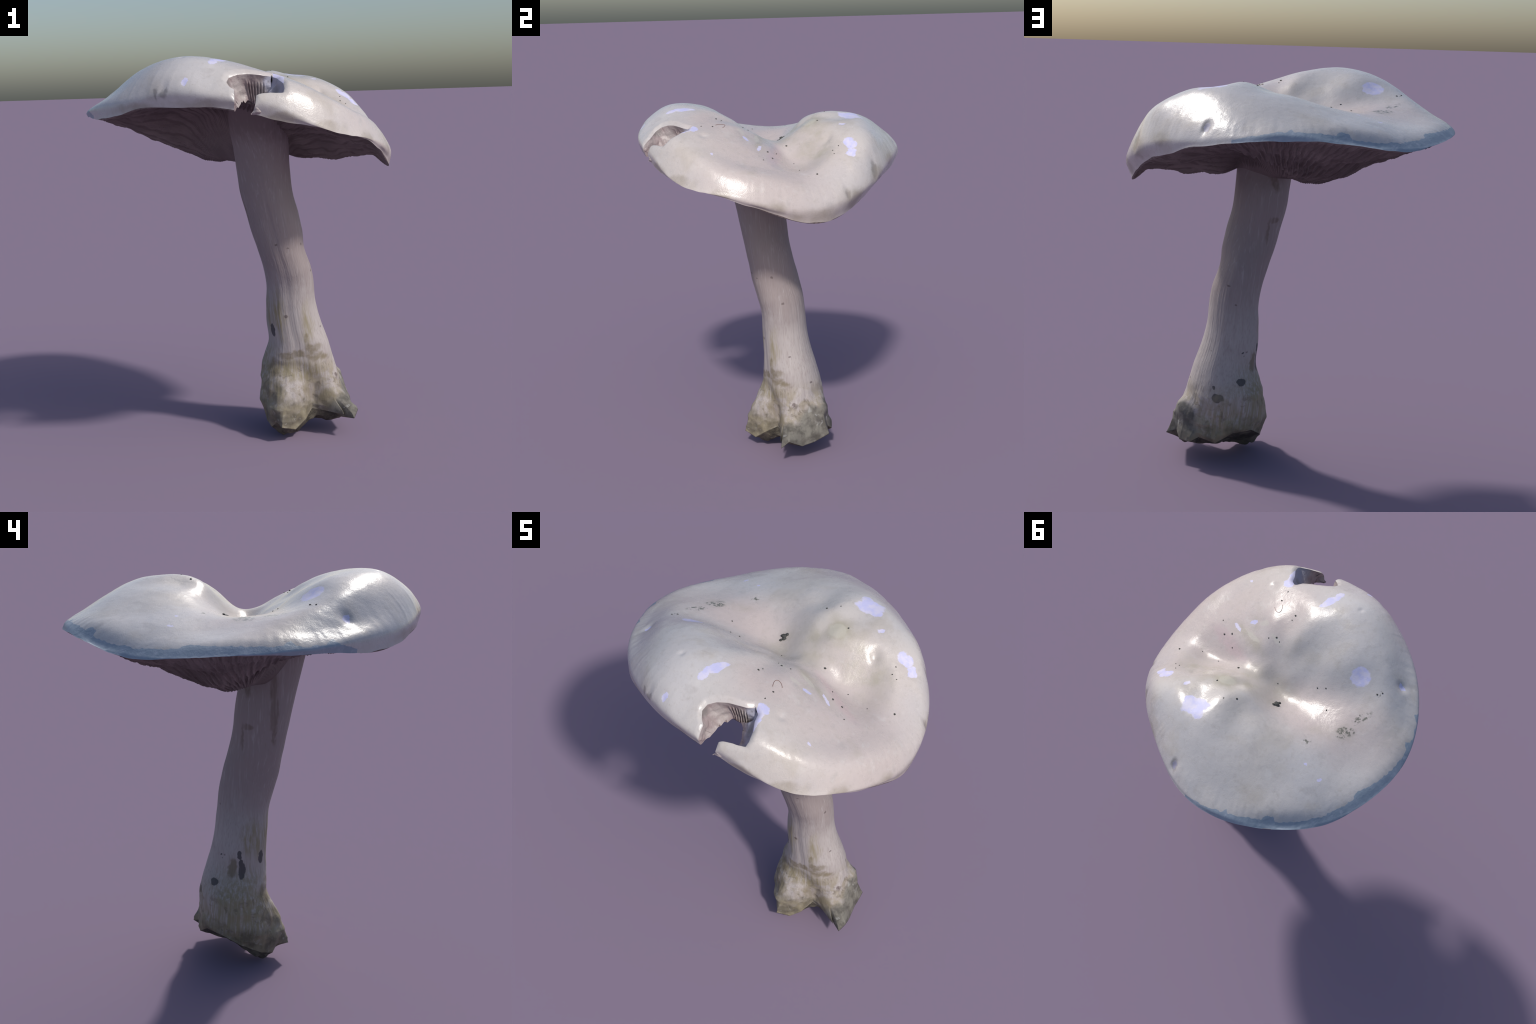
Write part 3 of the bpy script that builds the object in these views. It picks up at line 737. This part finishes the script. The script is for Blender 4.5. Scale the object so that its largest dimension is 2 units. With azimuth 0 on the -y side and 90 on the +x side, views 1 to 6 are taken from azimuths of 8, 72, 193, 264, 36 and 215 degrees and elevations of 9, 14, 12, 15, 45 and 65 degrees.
# ------------------------------------------------------------------ a stray hair on the cap
cu = bpy.data.curves.new("hair", "CURVE"); cu.dimensions = "3D"; cu.bevel_depth = 0.0011; cu.bevel_resolution = 2
sp = cu.splines.new("NURBS"); pts = [(.222, -.402), (.208, -.378), (.204, -.352), (.224, -.346), (.246, -.360), (.254, -.372)]
sp.points.add(len(pts) - 1); sp.use_endpoint_u = True; sp.order_u = 4
for p, (x, y) in zip(sp.points, pts):
    p.co = (x, y, float(skin_heights([x], [y])[0]) + 0.001, 1)
tmp = bpy.data.objects.new("hair_curve", cu); bpy.context.scene.collection.objects.link(tmp)
dg = bpy.context.evaluated_depsgraph_get()
hm = bpy.data.meshes.new_from_object(tmp.evaluated_get(dg)); hm.name = "hair"
bpy.data.objects.remove(tmp)
hair = bpy.data.objects.new("hair", hm); hm.materials.clear(); hm.materials.append(hair_material())
bpy.context.scene.collection.objects.link(hair); hair.parent = thing

# ------------------------------------------------------------------ soil grains lying on the cap
def soil_material():
    m = Nodes("soil_grain")
    m.bump(m.noise(120, 3), 0.5, 0.004)
    return m.finish(m.mix(m.noise(60), (0.045, 0.050, 0.052), (0.105, 0.105, 0.095)), 0.7, 0.3)
ga, gb = np.meshgrid(np.linspace(0, PI, 9), np.linspace(0, 2 * PI, 14, endpoint=False), indexing="ij")
unit = np.stack([np.sin(ga) * np.cos(gb), np.sin(ga) * np.sin(gb), np.cos(ga)], -1)
unit = unit * (1 + 0.28 * fbm(unit, 1.7, 5, 2))[..., None]
gi, gj = np.meshgrid(np.arange(8), np.arange(14), indexing="ij")
gn = (gj + 1) % 14
gq = np.stack([gi * 14 + gj, (gi + 1) * 14 + gj, (gi + 1) * 14 + gn, gi * 14 + gn], -1).reshape(-1, 4)
first_grain = None
GRAINS = [(-.050, .066, .012, 1.0), (-.058, .078, .014, 1.0), (-.047, .088, .009, 1.0), (-.062, .054, .009, 1.0)]
for x, y in [(.245, -.490), (.243, -.426), (.088, .229), (.142, .270), (.523, .201), (.527, .166), (.556, .162), (.245, -.002), (.246, .186),
             (.119, -.341), (.114, -.370), (.182, -.205), (.143, -.226), (.117, -.213), (.014, -.044), (-.198, -.112), (-.241, -.128), (-.310, -.028),
             (.449, -.154), (.403, -.165), (.508, -.224), (.395, -.012), (.515, -.023), (.636, .032), (-.52, -.245), (-.50, -.225)]:
    GRAINS.append((x, y, 0.0028 + 0.0030 * RNG.random(), 0.7))
GRAINS.append((.359, -.101, 0.0035, 0.6))
for x, y, r, stretch in GRAINS:
    if first_grain is None:
        g = mesh_object("soil_grain", unit.reshape(-1, 3), gq, soil_material(), thing); first_grain = g
    else:
        g = first_grain.copy(); bpy.context.scene.collection.objects.link(g)
    g.location = (x, y, float(skin_heights([x], [y])[0]))
    g.rotation_euler = (0, 0, 2 * PI * RNG.random())
    g.scale = (r, r * (0.75 + 0.7 * RNG.random()), r * 0.7)
